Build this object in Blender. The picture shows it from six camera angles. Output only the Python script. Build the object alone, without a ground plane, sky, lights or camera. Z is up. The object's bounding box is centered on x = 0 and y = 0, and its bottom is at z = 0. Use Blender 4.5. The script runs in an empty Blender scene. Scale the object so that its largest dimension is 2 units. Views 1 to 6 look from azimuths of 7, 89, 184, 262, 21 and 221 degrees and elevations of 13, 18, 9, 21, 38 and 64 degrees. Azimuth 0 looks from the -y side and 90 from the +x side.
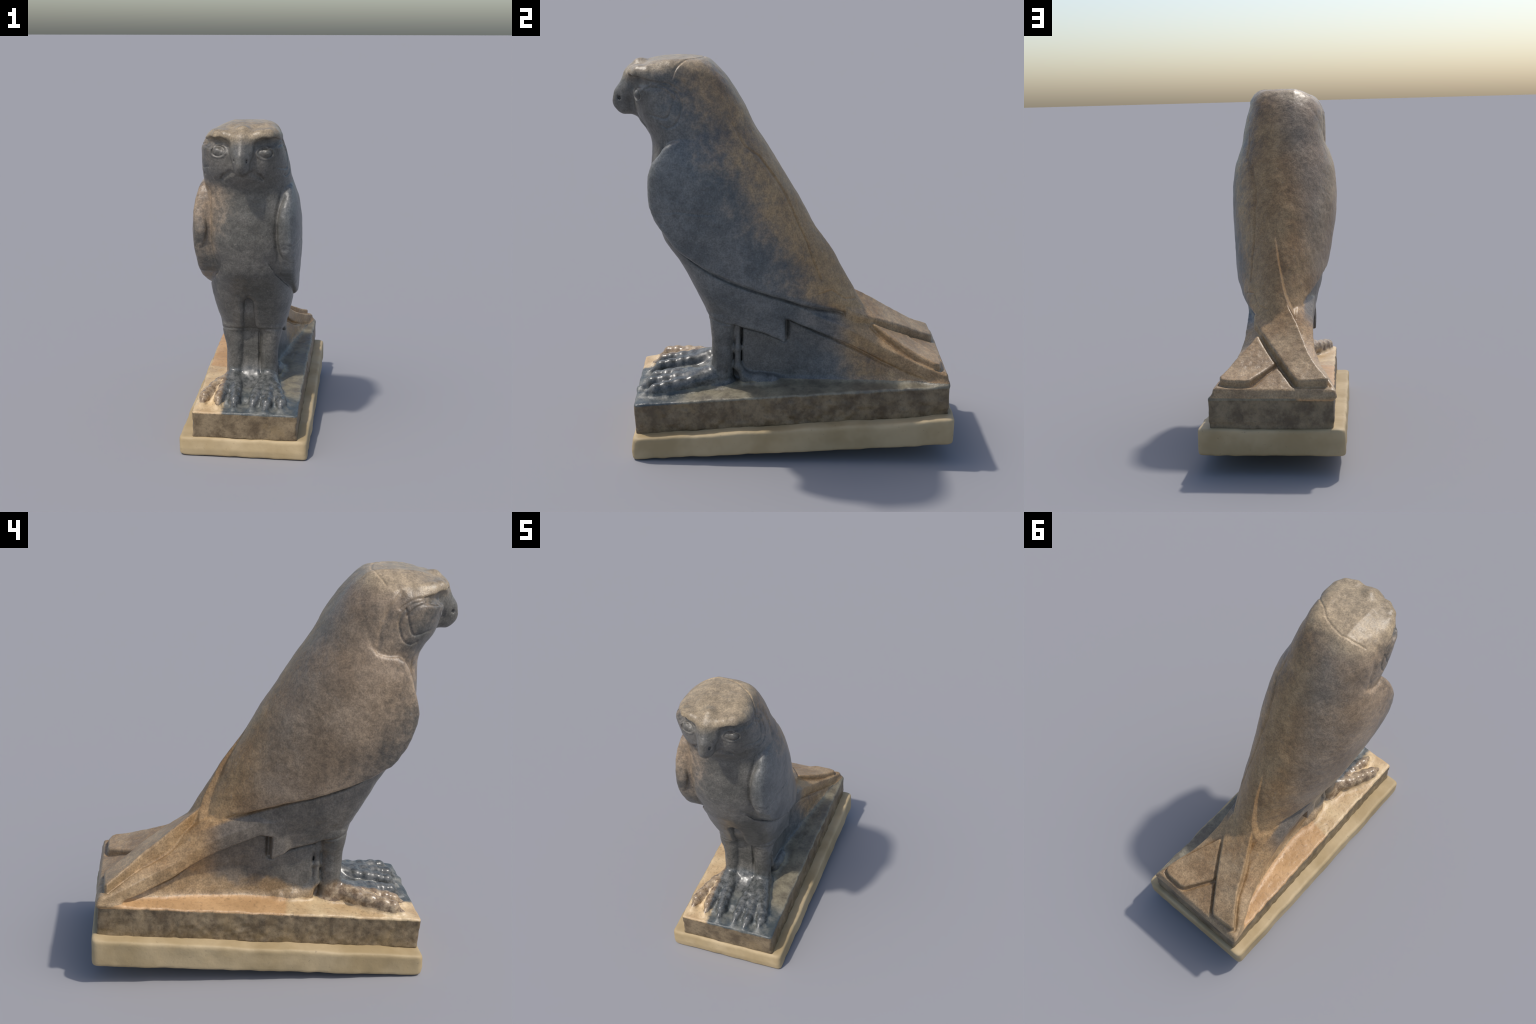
# Stone falcon standing on a plinth, carved in the round, on a paler mounting block.
# The falcon and plinth are described as one implicit solid (negative inside): lofted
# body sections, layered wings, crossed tail feathers, legs, toes, beak, brow and
# incised lines.  The solid is meshed once, then its faces are parted by region.
import bpy, math
import numpy as np

F = np.float32
STEP = 0.0044          # mesh cell of the carved stone
SEED = 7

# ------------------------------------------------------------------ helpers
def curve(*pts, n=700):
    """Smooth monotone curve through control points -> callable."""
    p = np.array(sorted(pts), dtype=float)
    x, y = p[:, 0], p[:, 1]
    h = np.diff(x); d = np.diff(y) / h
    m = np.zeros(len(x)); m[0], m[-1] = d[0], d[-1]
    for i in range(1, len(x) - 1):
        if d[i-1] * d[i] > 0:
            w1, w2 = 2*h[i] + h[i-1], h[i] + 2*h[i-1]
            m[i] = (w1 + w2) / (w1/d[i-1] + w2/d[i])
    xs = np.linspace(x[0], x[-1], n)
    k = np.clip(np.searchsorted(x, xs) - 1, 0, len(x) - 2)
    t = (xs - x[k]) / h[k]
    ys = ((2*t**3 - 3*t**2 + 1)*y[k] + (t**3 - 2*t**2 + t)*h[k]*m[k]
          + (-2*t**3 + 3*t**2)*y[k+1] + (t**3 - t**2)*h[k]*m[k+1])
    return lambda q: np.interp(q, xs, ys).astype(F)

def smin(a, b, k):
    h = np.maximum(k - np.abs(a - b), 0) / k
    return np.minimum(a, b) - h*h*k*0.25

def smax(a, b, k):
    return -smin(-a, -b, k)

def sstep(a, b, t):
    t = np.clip((t - a) / (b - a), 0, 1)
    return t*t*(3 - 2*t)

class Flat:
    """Signed distance to an outline (or distance to a line) in a plane, sampled from a raster."""
    def __init__(self, pts, closed=True, lo=None, hi=None, cell=0.003, pad=0.3):
        p = np.array(pts, dtype=float)
        self.lo = p.min(0) - pad if lo is None else np.array(lo, float)
        hi = p.max(0) + pad if hi is None else np.array(hi, float)
        self.cell = cell
        n = ((hi - self.lo) / cell).astype(int) + 2
        A, B = np.meshgrid(self.lo[0] + cell*np.arange(n[0]), self.lo[1] + cell*np.arange(n[1]), indexing='ij')
        d = np.full(A.shape, 9.0); inside = np.zeros(A.shape, bool)
        q = np.roll(p, -1, 0) if closed else p[1:]
        for (ax, ay), (bx, by) in zip(p[:len(q)], q):
            ex, ey = bx - ax, by - ay
            t = np.clip(((A-ax)*ex + (B-ay)*ey) / (ex*ex + ey*ey + 1e-12), 0, 1)
            d = np.minimum(d, np.hypot(A - ax - t*ex, B - ay - t*ey))
            if closed and ay != by:
                inside ^= ((ay > B) != (by > B)) & (A < (bx-ax)*(B-ay)/(by-ay) + ax)
        self.v = np.where(inside, -d, d).astype(F) if closed else d.astype(F)
        self.n = n
    def __call__(self, a, b):
        s = np.clip((a - self.lo[0]) / self.cell, 0, self.n[0] - 1.001)
        t = np.clip((b - self.lo[1]) / self.cell, 0, self.n[1] - 1.001)
        i, j = s.astype(np.int32), t.astype(np.int32)
        s = (s - i).astype(F); t = (t - j).astype(F)
        v = self.v
        return (v[i, j]*(1-s) + v[i+1, j]*s)*(1-t) + (v[i, j+1]*(1-s) + v[i+1, j+1]*s)*t

def local(mask, fn, *arrays, far=.5):
    """Evaluate a detail only where it can matter."""
    out = np.full(mask.shape, far, F)
    if mask.any():
        out[mask] = fn(*[a[mask] for a in arrays])
    return out

def capsule(x, y, z, a, b):
    """Round cone from a=(x,y,z,r) to b=(x,y,z,r)."""
    ex, ey, ez = b[0]-a[0], b[1]-a[1], b[2]-a[2]
    t = np.clip(((x-a[0])*ex + (y-a[1])*ey + (z-a[2])*ez) / (ex*ex+ey*ey+ez*ez), 0, 1)
    return (np.sqrt((x-a[0]-t*ex)**2 + (y-a[1]-t*ey)**2 + (z-a[2]-t*ez)**2) - (a[3] + t*(b[3]-a[3]))).astype(F)

def chain(x, y, z, pts, k=0.012):
    d = None
    for a, b in zip(pts[:-1], pts[1:]):
        c = capsule(x, y, z, a, b)
        d = c if d is None else smin(d, c, k)
    return d

def ellipsoid(x, y, z, c, r):
    u, v, w = (x-c[0])/r[0], (y-c[1])/r[1], (z-c[2])/r[2]
    k0 = np.sqrt(u*u + v*v + w*w) + 1e-6
    k1 = np.sqrt((u/r[0])**2 + (v/r[1])**2 + (w/r[2])**2) + 1e-6
    return (k0*(k0 - 1)/k1).astype(F)

def value_noise(x, y, z, scale, seed):
    """Smooth lattice noise, -1..1."""
    rng = np.random.default_rng(seed)
    L = rng.uniform(-1, 1, (32, 32, 32)).astype(F)
    p = [(x*scale), (y*scale), (z*scale)]
    i = [np.floor(q).astype(np.int32) for q in p]
    f = [(q - k).astype(F) for q, k in zip(p, i)]
    f = [q*q*(3 - 2*q) for q in f]
    r = 0
    for a in (0, 1):
        for b in (0, 1):
            for c in (0, 1):
                w = (f[0] if a else 1-f[0])*(f[1] if b else 1-f[1])*(f[2] if c else 1-f[2])
                r = r + w*L[(i[0]+a) & 31, (i[1]+b) & 31, (i[2]+c) & 31]
    return r

# ------------------------------------------------------------------ proportions of the falcon
CX = -0.013                                          # the body stands a finger to its right ...
# back line, chest line and half widths, all by height
BACK = curve((.45,.66),(.55,.56),(.65,.46),(.75,.388),(.82,.347),(.957,.265),(1.02,.23),(1.153,.143),(1.31,.054),
             (1.40,-.004),(1.549,-.097),(1.676,-.180),(1.80,-.240),(1.913,-.305),(2.0,-.35),(2.1,-.37))
CHEST = curve((.50,-.385),(.60,-.39),(.68,-.405),(.76,-.437),(.86,-.482),(.96,-.535),(1.02,-.58),(1.10,-.635),(1.15,-.652),(1.23,-.674),
              (1.32,-.690),(1.42,-.690),(1.50,-.684),(1.57,-.681),(1.61,-.689),(1.65,-.713),(1.69,-.744),(1.72,-.757),
              (1.78,-.768),(1.84,-.768),(1.89,-.780),(1.93,-.792),(1.97,-.792),(2.1,-.79))
CORE_W = curve((.50,.178),(.60,.186),(.67,.196),(.75,.216),(.82,.235),(.90,.250),(1.0,.262),(1.15,.266),(1.3,.267),(1.45,.266),
               (1.55,.262),(1.62,.262),(1.70,.259),(1.80,.249),(1.90,.232),(1.97,.218),(2.1,.20))
WING_W = curve((.60,.13),(.67,.160),(.71,.184),(.75,.210),(.79,.236),(.84,.254),(.90,.270),(1.0,.288),(1.12,.306),(1.23,.319),(1.32,.323),
               (1.43,.319),(1.52,.308),(1.60,.284),(1.66,.262),(1.71,.244),(1.78,.225),(1.9,.20),(2.1,.18))
WING_F = curve((.60,-.42),(.9,-.54),(1.0,-.61),(1.1,-.685),(1.2,-.735),(1.3,-.752),(1.45,-.738),(1.55,-.71),(1.65,-.68),(1.8,-.6),(2.1,-.6))
CROWN = curve((-.90,1.80),(-.862,1.836),(-.834,1.876),(-.795,1.920),(-.726,1.965),(-.658,1.987),(-.593,1.996),(-.52,1.998),
              (-.435,1.993),(-.404,1.983),(-.36,1.957),(-.31,1.915),(-.24,1.83),(-.1,1.7))

EXP_B = curve((.6,2.2),(.75,1.90),(.85,1.64),(.95,1.64),(1.1,1.78),(1.3,1.95),(1.5,2.1),(1.7,2.25),(2.1,2.4))     # roundness of the back
EXP_F = curve((.5,2.5),(.7,2.7),(.9,3.0),(1.02,2.5),(1.12,2.35),(1.25,2.8),(1.48,2.8),(1.60,2.3),(1.68,1.95),(1.74,2.1),(1.82,2.5),(1.9,3.1),(2.1,3.3))  # of the breast and face
MID = curve((.5,.26),(.8,.28),(1.0,.36),(1.2,.42),(2.1,.42))                                           # where it is widest

BREAST = curve((.4,.001),(.9,.001),(1.45,.001),(1.6,-.007),(1.72,-.014),(1.9,-.027),(2.1,-.034))
LEAN = curve((.4,.006),(.85,.004),(1.05,-.006),(1.3,-.012),(1.6,-.014),(1.75,-.019),(1.9,-.028),(2.1,-.034))                    # ... and the head a little more

def section(x, y, z, front, back, width, ex_f, ex_b, mid, axis):
    """Lofted horizontal sections: super-ellipses, different towards front and back."""
    f, b, w = front(z), back(z), width(z)
    c = f + mid(z)*(b - f)
    fr = y < c
    H = np.where(fr, c - f, b - c)
    n = np.where(fr, ex_f(z), ex_b(z)).astype(F)
    u = np.abs(x - axis(z))/w + 1e-4
    v = np.abs(y - c)/H + 1e-4
    r = (u**n + v**n)**(1/n)
    gu = (u/r)**(n-1)/w; gv = (v/r)**(n-1)/H
    return ((r - 1)/np.sqrt(gu*gu + gv*gv)*0.93).astype(F)

# side outlines in the (y, z) plane ------------------------------------------------
WING_TOP = [(-.531,1.636),(-.483,1.636),(-.435,1.648),(-.402,1.680),(-.37,1.78),(-.34,1.92),(-.2,2.15),(.9,2.15),(.9,.40)]
WING_R = Flat([(-.640,1.552),(-.615,1.586),(-.575,1.618)] + WING_TOP + [(.70,.52),(.54,.625),(.436,.672),(.361,.701),(.273,.731),(.19,.752),(.12,.771),(.074,.788),(-.022,.828),(-.111,.860),
              (-.2,.895),(-.289,.931),(-.377,.973),(-.465,1.024),(-.51,1.058),(-.562,1.098),(-.612,1.17),(-.652,1.222),(-.684,1.285),(-.692,1.38),(-.690,1.46),(-.672,1.515)])
WING_L = Flat([(-.600,1.545),(-.584,1.585),(-.562,1.615)] + WING_TOP + [(.70,.52),(.54,.625),(.47,.668),(.367,.694),(.288,.734),(.169,.80),(.049,.850),(-.05,.890),(-.162,.925),
              (-.277,.962),(-.365,.997),(-.452,1.038),(-.518,1.082),(-.545,1.095),(-.576,1.13),(-.612,1.195),(-.650,1.315),(-.655,1.365),(-.636,1.43),(-.616,1.49)])
# thigh + under-tail layer, with the notch behind the thigh
LAYER = Flat([(-1.3,2.7),(-1.3,.78),(-.43,.705),(-.392,.694),(-.328,.679),(-.256,.665),(-.21,.651),(-.113,.624),(-.034,.594),(-.006,.577),
              (-.004,.703),(.016,.700),(.115,.655),(.19,.622),(.395,.535),(.50,.486),(.64,.434),(.74,.416),(.80,.414),(.845,.414),(1.2,.414),(1.2,2.7)], cell=.004)
# tail
SLAB_W = curve((-.1,.195),(.1,.19),(.2,.187),(.36,.19),(.45,.201),(.54,.222),(.605,.242),(.67,.270),(.74,.297),(.81,.319),(.86,.328))
SLAB_Z = curve((-.2,.80),(0,.78),(.2,.705),(.29,.667),(.36,.632),(.45,.585),(.55,.543),(.65,.506),(.74,.476),(.83,.448),(.9,.43))
SLAB_CREST = curve((-.1,.05),(.2,.06),(.45,.065),(.6,.045),(.75,.022),(.84,.004))
LOWER_Z = curve((.2,.76),(.35,.695),(.45,.650),(.543,.596),(.641,.547),(.707,.519),(.77,.498),(.85,.475))
UPPER_Z = curve((.1,.92),(.2,.84),(.3,.778),(.39,.732),(.47,.688),(.55,.643),(.64,.590),(.72,.540),(.81,.494),(.9,.455))
LOWER_P = Flat([(-.12,.30),(.06,.36),(.094,.445),(.155,.543),(.215,.641),(.247,.707),(.276,.758),(.270,.785),(.235,.800),(.135,.806),(.110,.796),(.05,.726),(-.02,.65),(-.12,.55)])
UPPER_TILT = curve((.2,.7),(.3,.5),(.436,.31),(.54,.19),(.64,.10),(.8,.03))
UPPER_MID = curve((.2,.08),(.3,.05),(.436,-.01),(.54,-.06),(.64,-.10),(.8,-.20))
UPPER_P = Flat([(.05,.27),(.13,.31),(.125,.361),(.09,.436),(.035,.536),(-.015,.624),(-.07,.712),(-.118,.792),(-.140,.815),
                (-.285,.812),(-.296,.800),(-.24,.721),(-.19,.64),(-.16,.56),(-.125,.472),(-.085,.389),(-.055,.319),(-.02,.22)])
RIDGE = curve((.60,-.18),(.66,-.15),(.707,-.125),(.77,-.087),(.838,-.055),(.95,-.028),(1.08,-.002),(1.217,.015),(1.4,.02))
WALL_W = curve((-.3,.138),(-.1,.134),(.1,.138),(.28,.154),(.42,.178),(.55,.208),(.70,.258),(.84,.308),(.9,.31))
INNER_R = curve((1.0,.26),(1.13,.225),(1.24,.190),(1.37,.182),(1.49,.192),(1.57,.212),(1.63,.24))
INNER_L = curve((1.0,.27),(1.13,.25),(1.27,.243),(1.4,.232),(1.52,.234),(1.6,.24))
def floor_z(y): return (0.340 + 0.0786*y).astype(F)

# incised lines: (y, z) on the cheeks, (x, y) on the crown, (y, z) on the back
def flow(pts, n=6):
    p = np.array(pts, float); q = np.vstack([2*p[0]-p[1], p, 2*p[-1]-p[-2]]); out = []
    for i in range(1, len(q)-2):
        for t in np.arange(n)/n:
            out.append(.5*(2*q[i] + (q[i+1]-q[i-1])*t + (2*q[i-1]-5*q[i]+4*q[i+1]-q[i+2])*t*t + (3*q[i]-q[i-1]-3*q[i+1]+q[i+2])*t**3))
    return out + [p[-1]]
CHEEK = [Flat(flow(l), closed=False, pad=.05, cell=.002) for l in (
    [(-.55,1.849),(-.558,1.82),(-.566,1.789),(-.582,1.745),(-.60,1.731),(-.63,1.733),(-.678,1.742),(-.74,1.738)],
    [(-.634,1.886),(-.58,1.872),(-.538,1.84),(-.520,1.791),(-.528,1.745),(-.548,1.708),(-.588,1.686),(-.618,1.699)],
    [(-.70,1.905),(-.64,1.897),(-.593,1.892),(-.551,1.872),(-.52,1.85)],
    [(-.70,1.86),(-.65,1.872),(-.60,1.86),(-.555,1.822)])]
NAPE = Flat([(-.53,1.91),(-.472,1.841),(-.440,1.746),(-.432,1.662)], closed=False, pad=.08, cell=.002)
CRACK_TOP = Flat([(.215,-.60),(.195,-.565),(.16,-.532),(.107,-.497),(.062,-.458),(.0,-.436),(-.06,-.424),(-.132,-.441),(-.19,-.465)], closed=False, pad=.05, cell=.002)
CRACK_BACK = Flat([(-.306,1.732),(-.275,1.69),(-.225,1.60),(-.15,1.54),(-.066,1.422),(-.02,1.347),(.013,1.28),(.053,1.189),(.097,1.099),(.125,1.019),(.174,.904)], closed=False, pad=.05, cell=.002)
BREAK = Flat([(-.70,1.30),(-.657,1.277),(-.60,1.288),(-.546,1.296),(-.45,1.284),(-.362,1.285)], closed=False, pad=.05, cell=.002)
TAIL_CRACK = Flat([(.16,.835),(.23,.845),(.30,.79),(.36,.775)], closed=False, pad=.05, cell=.002)

# toes: spine points (x, y, z above the floor, radius); the last pair is the claw
TOES = {
 +1: [[(.090,-.41,.038,.038),(.066,-.50,.034,.031),(.057,-.56,.033,.029),(.054,-.62,.029,.028),(.049,-.672,.026,.025)],
      [(.115,-.41,.042,.040),(.119,-.50,.037,.032),(.123,-.565,.035,.030),(.128,-.632,.030,.029),(.127,-.688,.028,.027)],
      [(.138,-.40,.038,.036),(.166,-.48,.033,.030),(.184,-.55,.031,.028),(.204,-.62,.028,.027),(.214,-.668,.026,.025)]],
 -1: [[(-.096,-.41,.042,.040),(-.082,-.50,.038,.032),(-.078,-.55,.036,.030),(-.073,-.612,.031,.029),(-.071,-.662,.028,.027)],
      [(-.125,-.41,.044,.040),(-.142,-.49,.040,.033),(-.148,-.55,.038,.031),(-.157,-.612,.032,.029),(-.165,-.652,.028,.026)],
      [(-.148,-.40,.042,.036),(-.188,-.46,.042,.033),(-.214,-.52,.040,.032),(-.240,-.585,.033,.031),(-.257,-.63,.030,.027)]]}
CLAWS = {+1: [(.042,-.730),(.122,-.748),(.215,-.726)], -1: [(-.068,-.728),(-.168,-.712),(-.270,-.686)]}
EYE = {+1: (.126,-.720,1.830), -1: (-.150,-.719,1.838)}

def toe_solid(x, y, z, t, c):
    pts = [(a, b, .345 + .0786*b + h, r + .003) for a, b, h, r in t]
    d = chain(x, y, z, pts, .010)
    for (a, b, h, r) in pts[1:]:                               # knuckle pads
        d = smin(d, np.sqrt((x-a)**2 + (y-b)**2 + (z-h-.004)**2).astype(F) - (r-.004), .016)
    e = pts[-1]
    claw = capsule(x, y, z, (e[0], e[1]-.012, e[2]+.006, .016), (c[0], c[1], .340+.0786*c[1]+.004, .009))
    return smin(d, claw, .010)

FOOT_P = Flat([(.02,-.62),(.035,-.655),(.05,-.675),(.125,-.69),(.20,-.665),(.222,-.62),(.20,-.52),(.17,-.42),(.155,-.33),
               (-.155,-.33),(-.175,-.42),(-.225,-.47),(-.262,-.57),(-.262,-.615),(-.23,-.625),(-.165,-.655),(-.075,-.672),(-.055,-.645),(-.035,-.62)], cell=.004)
def foot_pad(x, y, z):
    h = .028 + .014*sstep(-.62, -.42, y)
    return smax(FOOT_P(x, y) + .006, z - floor_z(y) - h, .03)

def hind_toe(x, y, z, s):
    k = 1 if s > 0 else 1.03
    return chain(x, y, z, [(s*.128*k,-.246,.64,.014),(s*.132*k,-.248,.52,.014),(s*.135*k,-.245,.42,.018),(s*.138*k,-.205,.362,.026),
                           (s*.142*k,-.12,.348,.031),(s*.138*k,-.06,.345,.027),(s*.128*k,-.02,.340,.015)], .02)

def beak_solid(x, y, z):
    return chain((x+.008)*(.97 + .48*sstep(-.79, -.87, y)), y, z, [(0,-.735,1.945,.042),(0,-.760,1.900,.056),(0,-.780,1.840,.060),(0,-.814,1.804,.051),(0,-.823,1.774,.047),(0,-.812,1.757,.040),(0,-.765,1.752,.045)], .02)

def eye_solid(x, y, z, sg):
    return ellipsoid(x, y, z, EYE[sg], (.031, .036, .027))

def face(x, y, z, core, ax):
    """Brows, eye sockets, eyes, beak, mouth and the incised cheek lines."""
    for sg in (1, -1):
        brow = chain(x, y, z, [(sg*.05-.008,-.768,1.922,.014),(sg*.10-.008,-.760,1.934,.017),(sg*.148-.004,-.732,1.935,.016),(sg*.172-.004,-.69,1.930,.014),(sg*.186-.004,-.62,1.918,.010)], .02)
        core = smin(core, brow, .05)
        sock = chain(x, y, z, [(sg*.080-.01,-.797,1.860,.043),(sg*.125-.01,-.775,1.880,.037),(sg*.19-.01,-.734,1.888,.030),(sg*.240-.01,-.65,1.888,.016)], .02)
        core = smax(core, -sock, .010)
        ex, ey, ez = EYE[sg]
        # almond groove round the eyeball
        ring = np.hypot((x-ex+.004*sg)/.047, (z-ez+.08*sg*(x-ex))/.035)
        core = core - .0045*np.exp(-((ring-1)/.14)**2) + .004*np.exp(-((ring-.76)/.10)**2)*(np.abs(y+.735) < .06)
        core = smin(core, eye_solid(x, y, z, sg), .006)
        # corner of the mouth
        mouth = chain(x, y, z, [(sg*.035-.012,-.772,1.716,.011),(sg*.068-.014,-.753,1.714,.012),(sg*.10-.016,-.726,1.696,.011),(sg*.118-.016,-.698,1.676,.006)], .01)
        core = smax(core, -mouth, .018)
    core = smin(core, beak_solid(x, y, z), .028)
    for sg in (1, -1):                                       # nostrils
        nos = np.sqrt((x+.008-sg*.034)**2 + (y+.838)**2 + (z-1.795)**2) - .009
        core = smax(core, -nos.astype(F), .008)
    side = sstep(.185, .205, ax)
    for c in CHEEK:
        core = core + side*(.0055*np.exp(-(c(y, z)/.0058)**2))
    core = core + side*.006*np.exp(-(NAPE(y, z)/.014)**2)
    return core.astype(F)

# ------------------------------------------------------------------ the carved solid
def falcon_parts(x, y, z):
    """Named solids of the bird and its plinth."""
    s = {}
    ax = np.abs(x - CX)
    right = x > CX
    crown = z - (CROWN(y) - .36*np.maximum(0, -x - .085) - .25*np.maximum(0, np.abs(x) - .12)**2*4)
    crown = crown*.9
    # --- core: head, breast, belly, thighs
    bird = (z > .46) & (z < 2.08)
    core = local(bird, lambda a, b, c: section(a, b, c, CHEST, lambda q: BACK(q) - .012*sstep(1.75, 1.6, q), CORE_W, EXP_F, EXP_B, MID, BREAST), x, y, z, far=.3)
    core = smax(core, crown, .07)
    up = (z > 1.58) & (y < -.36)
    core[up] = face(x[up], y[up], z[up], core[up], ax[up])
    # hollow between the thighs
    gap = smax(np.abs(x + .010) - .028 - .010*sstep(.85,.65,z), z - .915 + .7*np.maximum(0, np.abs(x+.008)-.01), .03)
    gap = np.maximum(gap, y + .36 + .075*sstep(.66, .82, z))
    knee = .006*np.exp(-((z-.70)/.03)**2)
    thigh = smax(core, LAYER(y, z - .030*np.where(right, 0, 1)*sstep(.0, .07, y)*sstep(.50, .30, y)), .016)
    thigh = smax(thigh, -gap, .035)
    wing_edge = np.where(right, WING_R(y, z), WING_L(y, z))
    thigh = thigh + .014*np.exp(-((wing_edge - .007)/.009)**2)*sstep(1.25, 1.12, z)*(ax > .12)
    # --- wings
    outer = local(bird, lambda a, b, c: section(a, b, c, WING_F, BACK, WING_W, lambda q: F(3.6) + 0*q, EXP_B, lambda q: F(.44) + 0*q, LEAN), x, y, z, far=.3)
    outer = smax(outer, crown + .01, .06)
    wing = wing_edge
    inner = np.where(right, INNER_R(z), INNER_L(z)) - 1.6*np.maximum(0, y + .62) - np.abs(x)
    wing = smax(smax(outer, wing, .022), inner, .05)
    thigh = thigh + .005*np.exp(-((inner - .008)/.012)**2)*sstep(-.52, -.58, y)*sstep(1.08, 1.15, z)*sstep(1.64, 1.58, z)
    # damaged front edge of the wings, and a break line
    chip = np.maximum(0, value_noise(x, y, z, 26, 3))*sstep(1.32, 1.22, z)*sstep(1.05, 1.12, z)*sstep(-.50, -.64, y)*sstep(.2, .24, ax)
    wing = wing + .011*chip
    wing = wing + .003*np.exp(-(BREAK(y, z)/.006)**2)*right*sstep(.2, .24, ax)
    # one wing laps over the other along the spine ridge
    rx = x - RIDGE(z)
    lap = np.exp(-np.maximum(rx, 0)/.10)*(rx > 0)*.013 - np.exp(rx.clip(-1, 0)/.035)*(rx <= 0)*.013
    lap = np.where(np.abs(rx) < .003, lap*np.abs(rx)/.003, lap)
    wing = wing - lap*sstep(1.25, .95, z)*sstep(-.02, .12, y)
    crack = .007*np.exp(-(CRACK_BACK(y, z)/.0040)**2)*(x > .05)
    wing = wing + crack + .005*np.exp(-(TAIL_CRACK(y, z)/.0036)**2)*(x > 0)
    # --- tail
    lift = np.where(right, 0, 1)*sstep(.0, .07, y)*sstep(.50, .30, y)          # the other flank's under-tail sits higher
    lay = LAYER(y, z - .030*lift)
    sw = SLAB_W(y)
    crest = np.minimum((.60 + .5*lift)*np.maximum(sw - .004 - ax, 0), SLAB_CREST(y)*(1 + .4*lift))
    slab = smax(ax - sw, (z - SLAB_Z(y) - .018*lift - crest)*.88, .007)
    slab = smax(smax(slab, lay, .008), -y - .10, .05)
    slab = smax(slab, y + .028*x - .836, .014)
    fl, fu = LOWER_P(x, y), UPPER_P(x, y)
    tail_end = sstep(.40, .5, y)*sstep(.83, .79, y)*sstep(.004, .03, sw - ax)
    slab = slab + .016*tail_end*np.maximum(np.exp(-((fl - .005)/.012)**2), np.exp(-((fu - .005)/.012)**2))
    lower = smax(smax(fl, (z - LOWER_Z(y) - .007)*.9, .012), .0 + (LOWER_Z(y) - .085) - z, .01)
    up_top = (z - UPPER_Z(y) + UPPER_TILT(y)*(x - UPPER_MID(y)))*.85
    lower = lower + .014*tail_end*np.exp(-((fu - .005)/.012)**2)
    upper = smax(smax(fu, up_top - .006, .012), (UPPER_Z(y) - .115) - z, .01)
    # --- supporting wall, legs
    fz = floor_z(y)
    wx = np.abs(x + .004*sstep(.6, .2, y))
    wall = smax(wx - WALL_W(y) + .004 + np.where(right, 0, .020*sstep(.05, .25, y)*sstep(.78, .6, y) - .014*sstep(.10, .0, y)) - .006*sstep(-.05, .2, y) - .022*sstep(.0, .25, y)*sstep(.70, .52, y)*sstep(.52, .38, z), -.225 - y, .02)
    web = smax(ax - .105, -.345 + 1.6*np.maximum(0, ax - .05) - y, .02)                     # stone left between the legs
    wall = smax(smax(wall, y - .815, .02), z - np.minimum(.72, SLAB_Z(y) - .02), .01)
    ramp = smax((z + .95*(-y - .32) - .45)*.72, np.abs(x) - .065, .03)          # sloping stone at the foot of it
    web = smin(web, ramp, .05)
    web = np.maximum(np.maximum(web, y + .1), z - .72)
    wall = np.minimum(wall, web)
    wall = np.maximum(wall, fz - .10 - z)
    wall = wall + .016*np.exp(-((lay - .010)/.011)**2)*(y > -.24)*sstep(.42, .47, z)
    legs = []
    for sg in (1, -1):
        cx = sg*(.105 + .009*sstep(.55, .68, z)) - (.003 if sg < 0 else 0)
        rx_ = .055 + .015*sstep(.52, .68, z) + .006*sstep(.42, .34, z)
        ry_ = .058 + .012*sstep(.55, .68, z) + .010*sstep(.44, .33, z)
        q = np.sqrt(((x-cx)/rx_)**2 + ((y+.322+.012*sstep(.45,.33,z))/ry_)**2)
        leg = smax((q-1)*.052, np.abs(z-.48) - .23, .01)
        legs.append(leg.astype(F))
    # --- plinth
    top = fz + .0025*value_noise(x, y, z*0, 14, 5)
    px = np.where(x > 0, .318, .311) + .010*sstep(-.6, .8, y) + .004*value_noise(x*0, y, z, 34, 8) - .006*np.maximum(0, value_noise(x, y, z, 19, 9) - .45)
    plinth = smax(np.abs(x) - px, np.abs(y - .034 + .024*x*(y > 0) + .06*(z-.3)) - .807, .016)
    plinth = smax(plinth, z - top, .014)
    plinth = np.maximum(plinth, fz - .165 - z)
    s['lay'] = lay
    s.update(core=thigh, wing=wing, slab=slab, lower=lower, upper=upper, wall=wall, legs=legs, plinth=plinth)
    low = (z < .52) & (y < -.30)
    s['toes'] = [(sg, local(low, lambda a, b, c: toe_solid(a, b, c, t, cl), x, y, z)) for sg in (1, -1) for t, cl in zip(TOES[sg], CLAWS[sg])]
    mid = (z < .75) & (y < .08) & (y > -.35)
    s['hind'] = [(sg, local(mid & (x*sg > 0), lambda a, b, c: hind_toe(a, b, c, sg), x, y, z)) for sg in (1, -1)]
    return s

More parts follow.
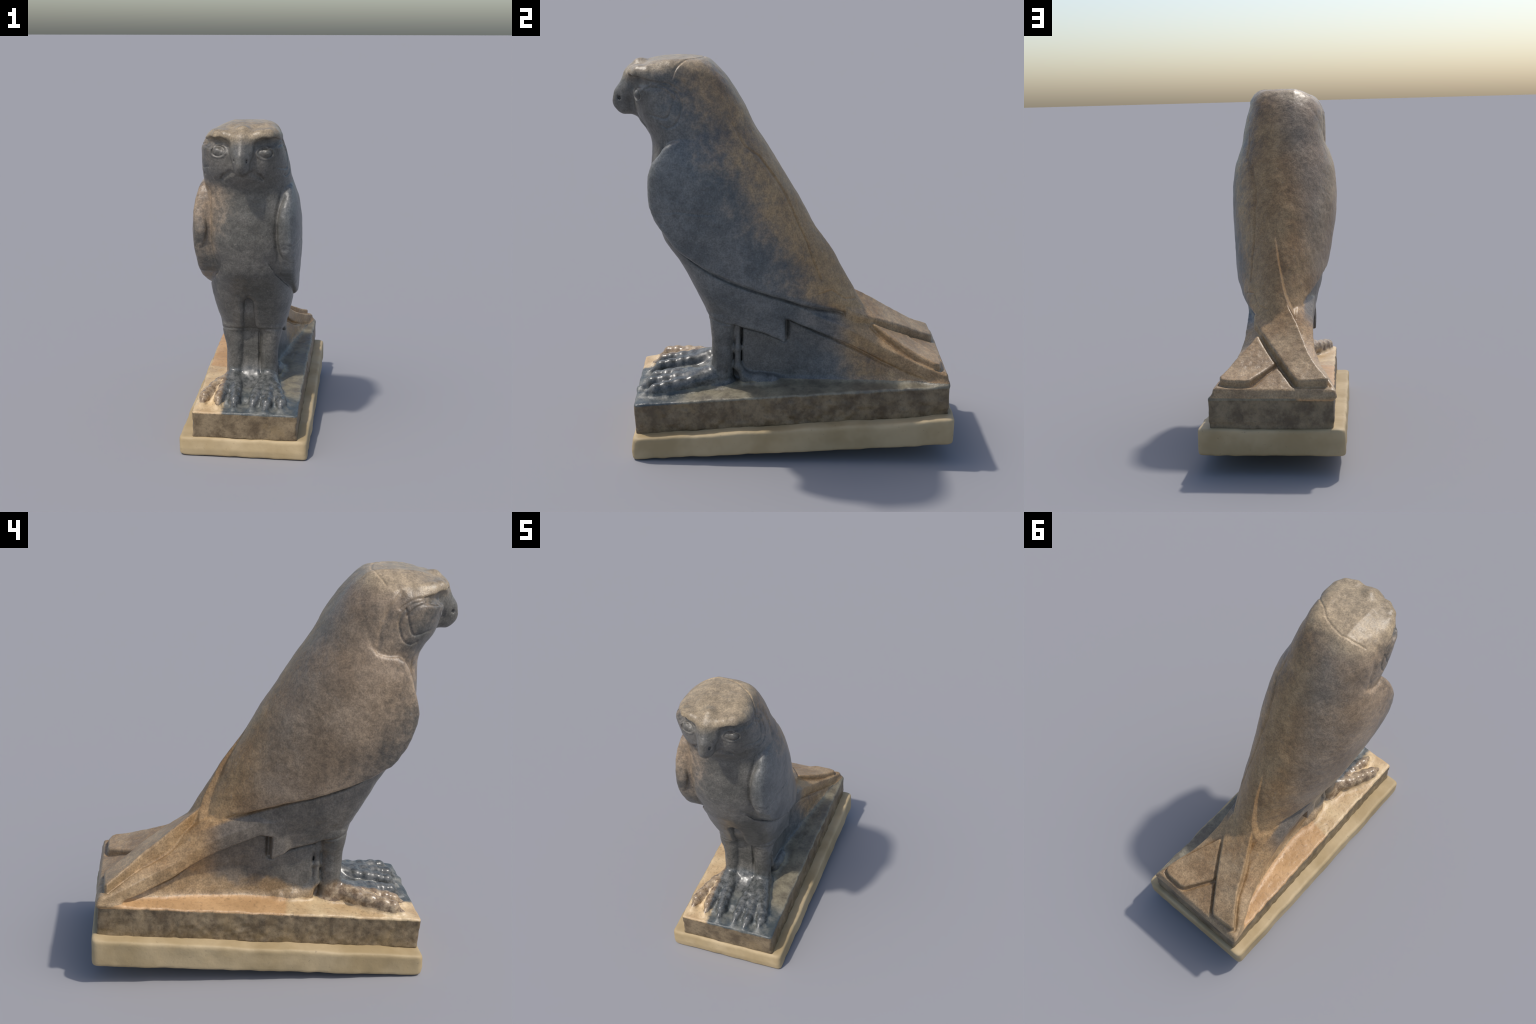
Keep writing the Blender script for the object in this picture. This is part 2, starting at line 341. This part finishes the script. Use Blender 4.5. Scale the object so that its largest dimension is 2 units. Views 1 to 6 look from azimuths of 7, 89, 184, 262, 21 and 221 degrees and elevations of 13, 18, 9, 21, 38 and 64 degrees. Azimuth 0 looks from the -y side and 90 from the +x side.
def falcon(x, y, z):
    s = falcon_parts(x, y, z)
    d = smin(s['core'], s['wing'], .008)
    d = smin(d, s['slab'], .012)
    d = smin(d, s['lower'], .006)
    d = smin(d, s['upper'], .006)
    # foot of the bird
    foot = s['wall']
    d = d + .0035*np.exp(-(s['lay']/.006)**2)*sstep(-.22, -.26, y)*sstep(.60, .64, z)       # hem of the leg feathers
    for l in s['legs']:
        l = l + .0035*np.exp(-(s['lay']/.006)**2)
        foot = smin(foot, l, .012)
    for sg, h in s['hind']:
        foot = smin(foot, h, .016)
    toes = None
    for sg, t in s['toes']:
        toes = t if toes is None else smin(toes, t, .030)
    pad = local((z < .5) & (y < -.25), foot_pad, x, y, z)
    foot = smin(foot, smin(toes, pad, .022), .034)
    d = smin(d, foot, .010 + .020*sstep(.62, .66, z)*sstep(-.25, -.28, y))
    # head crack and crown chisel line
    d = d + .0045*np.exp(-(CRACK_TOP(x, y)/.0042)**2)*(z > 1.8)
    d = smin(d, s['plinth'], .045)
    # worn, slightly lumpy stone
    d = d + .0016*value_noise(x, y, z, 17, 11) + .0009*value_noise(x, y, z, 45, 12)
    return d.astype(F)

# ------------------------------------------------------------------ meshing
def mesh_solid(fn, lo, hi, h, project=1):
    lo = np.array(lo, float); B = 8
    nb = np.ceil((np.array(hi) - lo)/(h*B)).astype(int)
    n = nb*B
    c = [lo[i] + (np.arange(nb[i])*B + (B-1)/2)*h for i in range(3)]
    X, Y, Z = np.meshgrid(*c, indexing='ij')
    v = np.concatenate([fn(*[q.astype(F) for q in ch]) for ch in zip(*[np.array_split(q.ravel(), max(1, q.size//400000)) for q in (X, Y, Z)])])
    V = np.repeat(np.repeat(np.repeat(np.where(v.reshape(nb) < 0, F(-1), F(1)), B, 0), B, 1), B, 2)
    act = np.argwhere(np.abs(v.reshape(nb)) < h*B*1.9)
    o = np.stack(np.meshgrid(*[np.arange(B)]*3, indexing='ij'), -1).reshape(-1, 3)
    for part in np.array_split(act, max(1, len(act)//700)):
        idx = (part[:, None, :]*B + o[None]).reshape(-1, 3)
        p = (lo + idx*h).astype(F)
        V[idx[:, 0], idx[:, 1], idx[:, 2]] = fn(p[:, 0], p[:, 1], p[:, 2])
    ins = V < 0
    cnt = np.zeros(n - 1, np.uint8)
    sl = lambda a, m: slice(a, m - 1 + a)
    corners = [(a, b, c_) for a in (0, 1) for b in (0, 1) for c_ in (0, 1)]
    for a, b, c_ in corners:
        cnt += ins[sl(a, n[0]), sl(b, n[1]), sl(c_, n[2])]
    cells = np.argwhere((cnt > 0) & (cnt < 8))
    m = n - 1
    lin = (cells[:, 0]*m[1] + cells[:, 1])*m[2] + cells[:, 2]
    val = {k: V[cells[:, 0]+k[0], cells[:, 1]+k[1], cells[:, 2]+k[2]] for k in corners}
    acc = np.zeros((len(cells), 3)); w = np.zeros(len(cells))
    for k in corners:
        for axis in range(3):
            if k[axis]: continue
            k2 = tuple(1 if i == axis else k[i] for i in range(3))
            a, b = val[k], val[k2]
            cr = (a < 0) != (b < 0)
            t = np.where(cr, a/np.where(cr, a - b, 1), 0)
            q = np.array(k, float)[None].repeat(len(cells), 0); q[:, axis] += t
            acc += q*cr[:, None]; w += cr
    P = lo + (cells + acc/w[:, None])*h
    faces = []
    for axis in range(3):
        u, w_ = (axis+1) % 3, (axis+2) % 3
        s0 = [slice(None)]*3; s1 = [slice(None)]*3
        s0[axis] = slice(0, -1); s1[axis] = slice(1, None)
        e = np.argwhere(ins[tuple(s0)] != ins[tuple(s1)])
        e = e[(e[:, u] > 0) & (e[:, w_] > 0) & (e[:, u] < n[u]-1) & (e[:, w_] < n[w_]-1)]
        q = []
        for du, dw in ((0, 0), (1, 0), (1, 1), (0, 1)):
            cc = e.copy(); cc[:, u] -= du; cc[:, w_] -= dw
            q.append(np.searchsorted(lin, (cc[:, 0]*m[1] + cc[:, 1])*m[2] + cc[:, 2]))
        q = np.stack(q, 1)
        out = ins[e[:, 0], e[:, 1], e[:, 2]]
        q[~out] = q[~out][:, ::-1]
        faces.append(q)
    faces = np.concatenate(faces)
    tet = np.array([(1,1,1),(1,-1,-1),(-1,1,-1),(-1,-1,1)], F)
    for _ in range(project):
        eps = F(h*.4); g = 0; f0 = 0
        for k in tet:
            q = (P + k*eps).astype(F)
            f = fn(q[:, 0], q[:, 1], q[:, 2])
            g = g + f[:, None]*k; f0 = f0 + f*.25
        g = g/(4*eps)
        step = f0[:, None]*g/np.maximum((g*g).sum(1), .15)[:, None]
        ln = np.linalg.norm(step, axis=1, keepdims=True)
        P = P - step*np.minimum(1, h*.5/np.maximum(ln, 1e-9))
    return P, faces

def build_mesh(name, P, faces):
    me = bpy.data.meshes.new(name)
    me.vertices.add(len(P)); me.vertices.foreach_set('co', P.astype(F).ravel())
    me.loops.add(faces.size); me.loops.foreach_set('vertex_index', faces.astype(np.int32).ravel())
    me.polygons.add(len(faces))
    me.polygons.foreach_set('loop_start', np.arange(0, faces.size, 4, dtype=np.int32))
    me.polygons.foreach_set('use_smooth', np.ones(len(faces), bool))
    me.update(calc_edges=True)
    return me

def vertex_normals(P, faces):
    a = P[faces[:, 2]] - P[faces[:, 0]]; b = P[faces[:, 3]] - P[faces[:, 1]]
    fnrm = np.cross(a, b)
    N = np.zeros_like(P)
    for i in range(4):
        for k in range(3):
            N[:, k] += np.bincount(faces[:, i], fnrm[:, k], len(P))
    return N/np.maximum(np.linalg.norm(N, axis=1, keepdims=True), 1e-12)

# ------------------------------------------------------------------ materials
class Nodes:
    def __init__(self, name, rough=.6):
        self.m = bpy.data.materials.new(name); self.m.use_nodes = True
        self.t = self.m.node_tree; self.bsdf = self.t.nodes['Principled BSDF']
        self.co = self.t.nodes.new('ShaderNodeTexCoord').outputs['Object']
        self.xyz = self.t.nodes.new('ShaderNodeSeparateXYZ'); self.t.links.new(self.co, self.xyz.inputs[0])
    def link(self, a, b): self.t.links.new(a, b)
    def put(self, sock, v):
        if isinstance(v, (int, float)): sock.default_value = v
        elif isinstance(v, tuple): sock.default_value = (*v, 1) if len(v) == 3 and len(sock.default_value) == 4 else v
        else: self.link(v, sock)
    def math(self, op, a, b=0.0, c=None, clamp=False):
        n = self.t.nodes.new('ShaderNodeMath'); n.operation = op; n.use_clamp = clamp
        self.put(n.inputs[0], a); self.put(n.inputs[1], b)
        if c is not None: self.put(n.inputs[2], c)
        return n.outputs[0]
    def noise(self, scale, detail=4, rough=.6, stretch=(1, 1, 1), seed=0.0, distort=0.0):
        mp = self.t.nodes.new('ShaderNodeMapping'); self.link(self.co, mp.inputs[0])
        mp.inputs['Scale'].default_value = stretch; mp.inputs['Location'].default_value = (seed, seed*1.7, -seed)
        n = self.t.nodes.new('ShaderNodeTexNoise'); self.link(mp.outputs[0], n.inputs['Vector'])
        n.inputs['Scale'].default_value = scale; n.inputs['Detail'].default_value = detail
        n.inputs['Roughness'].default_value = rough; n.inputs['Distortion'].default_value = distort
        return n.outputs['Fac']
    def ramp(self, v, lo, hi, a=0.0, b=1.0):
        n = self.t.nodes.new('ShaderNodeMapRange'); n.interpolation_type = 'SMOOTHSTEP'
        self.put(n.inputs[0], v)
        for i, q in enumerate((lo, hi, a, b)): n.inputs[i+1].default_value = q
        return n.outputs[0]
    def mix(self, f, a, b, blend='MIX'):
        n = self.t.nodes.new('ShaderNodeMix'); n.data_type = 'RGBA'; n.blend_type = blend
        self.put(n.inputs[0], f); self.put(n.inputs[6], a); self.put(n.inputs[7], b)
        return n.outputs[2]
    def linear(self, ax, ay, az, c=0.0):
        v = self.math('MULTIPLY', self.xyz.outputs[0], ax)
        v = self.math('MULTIPLY_ADD', self.xyz.outputs[1], ay, v)
        v = self.math('MULTIPLY_ADD', self.xyz.outputs[2], az, v)
        return self.math('ADD', v, c)
    def bump(self, height, strength, dist):
        b = self.t.nodes.new('ShaderNodeBump'); b.inputs['Strength'].default_value = strength
        b.inputs['Distance'].default_value = dist; self.link(height, b.inputs['Height'])
        self.link(b.outputs[0], self.bsdf.inputs['Normal'])
    def finish(self, col, rough, spec=.4):
        self.put(self.bsdf.inputs['Base Color'], col); self.put(self.bsdf.inputs['Roughness'], rough)
        self.bsdf.inputs['Specular IOR Level'].default_value = spec
        return self.m

def stone_body():
    """Grey-blue stone in front and on one flank, brown patina over the back, tan on the crown."""
    n = Nodes('weathered_dark_stone')
    blotch = n.noise(5.5, 5, .62, seed=2.0)
    mottle = n.noise(30, 6, .62, seed=5.0)
    grain = n.noise(110, 4, .7, seed=9.0)
    # distance behind the slanting boundary between grey and brown stone
    s = n.linear(0, 1, .6, -.6)
    th = n.math('MINIMUM', n.math('MAXIMUM', n.linear(.95, 0, 0, -.16), -.36), .07)
    th = n.math('ADD', th, n.ramp(n.xyz.outputs[2], 1.52, 1.74, 0, .30))
    b = n.math('SUBTRACT', s, n.math('MINIMUM', th, .08))
    b = n.math('MULTIPLY_ADD', n.math('SUBTRACT', blotch, .5), .50, b)
    b = n.math('MULTIPLY_ADD', n.math('SUBTRACT', mottle, .5), .30, b)
    brown = n.ramp(b, -.22, .20)
    # greyer area below the sunward wing
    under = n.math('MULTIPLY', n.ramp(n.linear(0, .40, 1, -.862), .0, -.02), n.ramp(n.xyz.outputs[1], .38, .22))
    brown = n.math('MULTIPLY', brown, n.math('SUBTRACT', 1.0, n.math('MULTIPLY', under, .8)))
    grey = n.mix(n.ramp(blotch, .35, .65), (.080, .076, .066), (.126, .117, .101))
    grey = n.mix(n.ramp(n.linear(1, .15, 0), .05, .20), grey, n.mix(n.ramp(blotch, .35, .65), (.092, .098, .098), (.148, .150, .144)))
    warm = n.mix(n.ramp(blotch, .32, .68), (.275, .158, .066), (.385, .242, .113))  # brown lightened on the back to carry its baked-in brightness
    warm = n.mix(n.ramp(n.linear(-1, -.5, 0), .02, .24), warm, n.mix(n.ramp(blotch, .32, .68), (.210, .146, .089), (.292, .214, .141)))
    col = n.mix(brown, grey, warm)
    # tan crown of the head, tan tail feathers
    cr = n.math('MULTIPLY_ADD', n.math('SUBTRACT', blotch, .5), .10, n.linear(-.10, -.10, 1, -.06))
    col = n.mix(n.ramp(cr, 1.885, 1.975, 0, .75), col, n.mix(n.ramp(blotch, .4, .65), (.31, .235, .142), (.40, .305, .187)))
    tl = n.math('MULTIPLY_ADD', n.math('SUBTRACT', blotch, .5), .25, n.linear(-.15, 1, 0))
    col = n.mix(n.ramp(tl, .36, .62, 0, .8), col, n.mix(n.ramp(blotch, .38, .65), (.27, .175, .090), (.39, .27, .150)))
    # sun patch tinted tan onto the foot of the sunward wall
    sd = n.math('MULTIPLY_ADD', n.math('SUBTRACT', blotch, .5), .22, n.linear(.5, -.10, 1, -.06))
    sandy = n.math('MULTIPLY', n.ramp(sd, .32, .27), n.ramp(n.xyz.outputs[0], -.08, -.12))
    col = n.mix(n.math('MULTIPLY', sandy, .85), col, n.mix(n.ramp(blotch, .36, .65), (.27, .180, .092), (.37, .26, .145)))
    # speckle: pale flecks, dark pits, fine grain
    # dark polished feet below the legs, sandy on the outer toes of one foot
    low = n.math('MULTIPLY_ADD', n.math('SUBTRACT', blotch, .5), .12, n.linear(0, .25, 1, 0))
    low = n.math('MULTIPLY', n.ramp(low, .37, .31), n.ramp(n.xyz.outputs[1], -.22, -.30))
    foot = n.mix(n.ramp(mottle, .35, .68), (.062, .066, .063), (.120, .120, .112))
    e = n.math('MULTIPLY_ADD', n.math('SUBTRACT', mottle, .5), .06, n.linear(1, 0, 0, .0))
    foot = n.mix(n.ramp(e, -.138, -.168), foot, n.mix(n.ramp(mottle, .35, .65), (.20, .135, .080), (.36, .27, .17)))
    col = n.mix(low, col, foot)
    dapple = n.ramp(mottle, .34, .66, .85, 1.14)
    dapple = n.math('MULTIPLY', dapple, n.ramp(grain, .34, .66, .80, 1.22))
    hsv = n.t.nodes.new('ShaderNodeHueSaturation'); n.link(col, hsv.inputs['Color']); n.link(dapple, hsv.inputs['Value'])
    col = n.mix(n.ramp(n.noise(45, 3, .6, seed=7.0), .62, .74, 0, .18), hsv.outputs[0], (.36, .33, .28))
    h = n.math('MULTIPLY_ADD', grain, .35, mottle)
    h = n.math('MULTIPLY', h, n.math('MULTIPLY_ADD', low, -.8, 1.0))
    n.bump(h, .30, .010)
    rough = n.math('SUBTRACT', n.ramp(mottle, .3, .7, .30, .42), n.math('MULTIPLY', low, .06))
    return n.finish(col, rough, .45)

def stone_plinth():
    n = Nodes('plinth_stone')
    blotch = n.noise(6, 5, .62, seed=1.0)
    streak = n.noise(11, 6, .70, (1, 1, .9), seed=3.0)
    fine = n.noise(60, 4, .65, seed=6.0)
    side = n.mix(n.ramp(streak, .34, .66), (.098, .067, .036), (.245, .182, .106))
    side = n.mix(n.ramp(blotch, .48, .68, 0, .6), side, (.24, .17, .085))
    # the upper face: sunlight painted tan on one half, cast shadow painted dark
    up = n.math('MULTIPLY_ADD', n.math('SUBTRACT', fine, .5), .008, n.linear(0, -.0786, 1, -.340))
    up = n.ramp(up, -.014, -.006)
    painted_sun = n.mix(n.ramp(blotch, .35, .65), (.46, .315, .165), (.60, .45, .26))
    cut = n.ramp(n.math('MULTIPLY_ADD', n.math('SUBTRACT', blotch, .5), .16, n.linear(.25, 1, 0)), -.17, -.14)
    painted_sun = n.mix(cut, painted_sun, n.mix(n.ramp(blotch, .35, .65), (.42, .25, .115), (.52, .32, .155)))
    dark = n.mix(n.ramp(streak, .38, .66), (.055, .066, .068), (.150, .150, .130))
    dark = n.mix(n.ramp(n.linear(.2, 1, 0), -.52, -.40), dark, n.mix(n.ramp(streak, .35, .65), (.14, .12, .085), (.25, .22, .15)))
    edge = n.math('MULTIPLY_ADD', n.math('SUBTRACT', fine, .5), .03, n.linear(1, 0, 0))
    top = n.mix(n.ramp(edge, -.150, -.120), painted_sun, dark)
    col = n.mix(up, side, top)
    col = n.mix(n.ramp(fine, .50, .30, 0, .45), col, n.mix(.65, col, (.02, .018, .015)))
    n.bump(n.math('MULTIPLY_ADD', fine, .4, streak), .4, .012)
    return n.finish(col, n.ramp(streak, .3, .7, .34, .52), .5)

def stone_base():
    n = Nodes('pale_mount_stone')
    blotch = n.noise(3.2, 4, .55, seed=8.0)
    fine = n.noise(55, 4, .6, seed=2.5)
    col = n.mix(n.ramp(blotch, .36, .64), (.36, .266, .138), (.46, .352, .203))
    col = n.mix(n.ramp(fine, .37, .24, 0, .5), col, (.20, .15, .085))
    n.bump(fine, .2, .006)
    return n.finish(col, .58, .35)

# ------------------------------------------------------------------ assemble
def region_of(C):
    """Which carved part each face centre belongs to."""
    x, y, z = [C[:, i].astype(F) for i in range(3)]
    s = falcon_parts(x, y, z)
    lab = np.array(['torso']*len(x), dtype=object)
    cand = np.stack([s['core'], s['wing'], np.minimum(s['slab'], np.minimum(s['lower'], s['upper'])), s['wall'],
                     np.minimum(*s['legs']), s['plinth']], 0)
    k = cand.argmin(0)
    side = np.where(x > CX, 'a', 'b')
    lab[k == 0] = 'torso'
    lab[(k == 0) & (z < .96)] = 'thigh'
    lab[k == 1] = 'wing'
    lab[k == 2] = 'tail'
    lab[k == 3] = 'support_wall'
    lab[k == 4] = 'leg'
    lab[k == 5] = 'plinth'
    head = (z > 1.64 + .25*np.maximum(0, -.45 - y)*0) & ((k == 0) | (z > 1.70 + .55*(y + .40)))
    lab[head] = 'head'
    best = np.minimum(cand.min(0), .004)
    for i, (sg, t) in enumerate(s['toes']):
        h = (t < best + .002) & (z < .46) & (z > floor_z(y) + .004)
        lab[h] = 'toe%d' % i; best = np.where(h, np.minimum(best, t), best)
    for i, (sg, t) in enumerate(s['hind']):
        h = (t < best + .001) & (z < .62)
        lab[h] = 'toe%d' % (6 + i); best = np.where(h, np.minimum(best, t), best)
    lab[head & (y < -.77) & (beak_solid(x, y, z) < .006)] = 'beak'
    for i, sg in enumerate((1, -1)):
        lab[head & (eye_solid(x, y, z, sg) < .003) & (y < -.70)] = 'eye%d' % i
    lateral = np.isin(lab, ['wing', 'leg', 'thigh'])
    lab = np.array([l + sd if q else l for l, sd, q in zip(lab, side, lateral)])
    return lab

def separate(P, faces, N, lab, mats):
    objs = {}
    for name in sorted(set(lab)):
        f = faces[lab == name]
        used, inv = np.unique(f.ravel(), return_inverse=True)
        base = name.rstrip('0123456789')
        base = {'winga': 'wing', 'wingb': 'wing', 'lega': 'leg', 'legb': 'leg', 'thigha': 'thigh', 'thighb': 'thigh'}.get(base, base)
        me = build_mesh(base, P[used], inv.reshape(-1, 4))
        me.normals_split_custom_set_from_vertices(N[used].tolist())
        ob = bpy.data.objects.new(base, me)
        bpy.context.scene.collection.objects.link(ob)
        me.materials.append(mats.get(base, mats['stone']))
        objs[name] = ob
    return objs

def base_block(x, y, z):
    bot = .0020 + (y + .757)*.0640
    top = .116 + (y + .75)*.0822 + .004*value_noise(x, y, z*0, 9, 21)
    px = .392 + .004*value_noise(x*0, y, z*0+3, 8, 22)
    # front edge slopes back towards its top; a chipped flank on one side
    flank = np.maximum(x - px + .004 - .004*y, -x - px + .001 + .009*(y + .1))
    d = smax(flank, np.maximum(-.782 - y + .12*np.abs(z - .045), y + .016*x - .869), .035)
    d = smax(d, z - top, .018)
    d = smax(d, bot - z, .012)
    chip = sstep(.30, .40, x)*sstep(.40, .50, y)*sstep(.62, .54, y)
    d = d + .010*chip*sstep(.0, .03, z - top + .03)
    d = d + .0018*value_noise(x, y, z, 21, 23)
    return d.astype(F)

def main():
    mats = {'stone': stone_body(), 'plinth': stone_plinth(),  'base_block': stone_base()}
    root = bpy.data.objects.new('falcon_statue', None)
    bpy.context.scene.collection.objects.link(root)
    root['label'] = 'weathered dark stone falcon standing on stepped rectangular plinth'
    root['category'] = 'bird statue'
    P, faces = mesh_solid(falcon, (-.40, -.93, .06), (.40, .93, 2.06), STEP)
    N = vertex_normals(P, faces)
    lab = region_of(P[faces].mean(1))
    objs = separate(P, faces, N, lab, mats)
    for k, ob in objs.items():
        ob.parent = root
    for i in range(8):                                           # toes belong to the legs, eyes and beak to the head
        sunward = i in (3, 4, 5, 7)
        objs['toe%d' % i].parent = objs['legb' if sunward else 'lega']
    for k in ('beak', 'eye0', 'eye1'):
        objs[k].parent = objs['head']
    Pb, fb = mesh_solid(base_block, (-.44, -.84, -.03), (.44, .92, .30), .008)
    me = build_mesh('base_block', Pb, fb)
    ob = bpy.data.objects.new('base_block', me); bpy.context.scene.collection.objects.link(ob)
    me.materials.append(mats['base_block']); ob.parent = root
    print('faces', len(faces), len(fb), 'parts', {k: len(o.data.polygons) for k, o in objs.items()})

main()
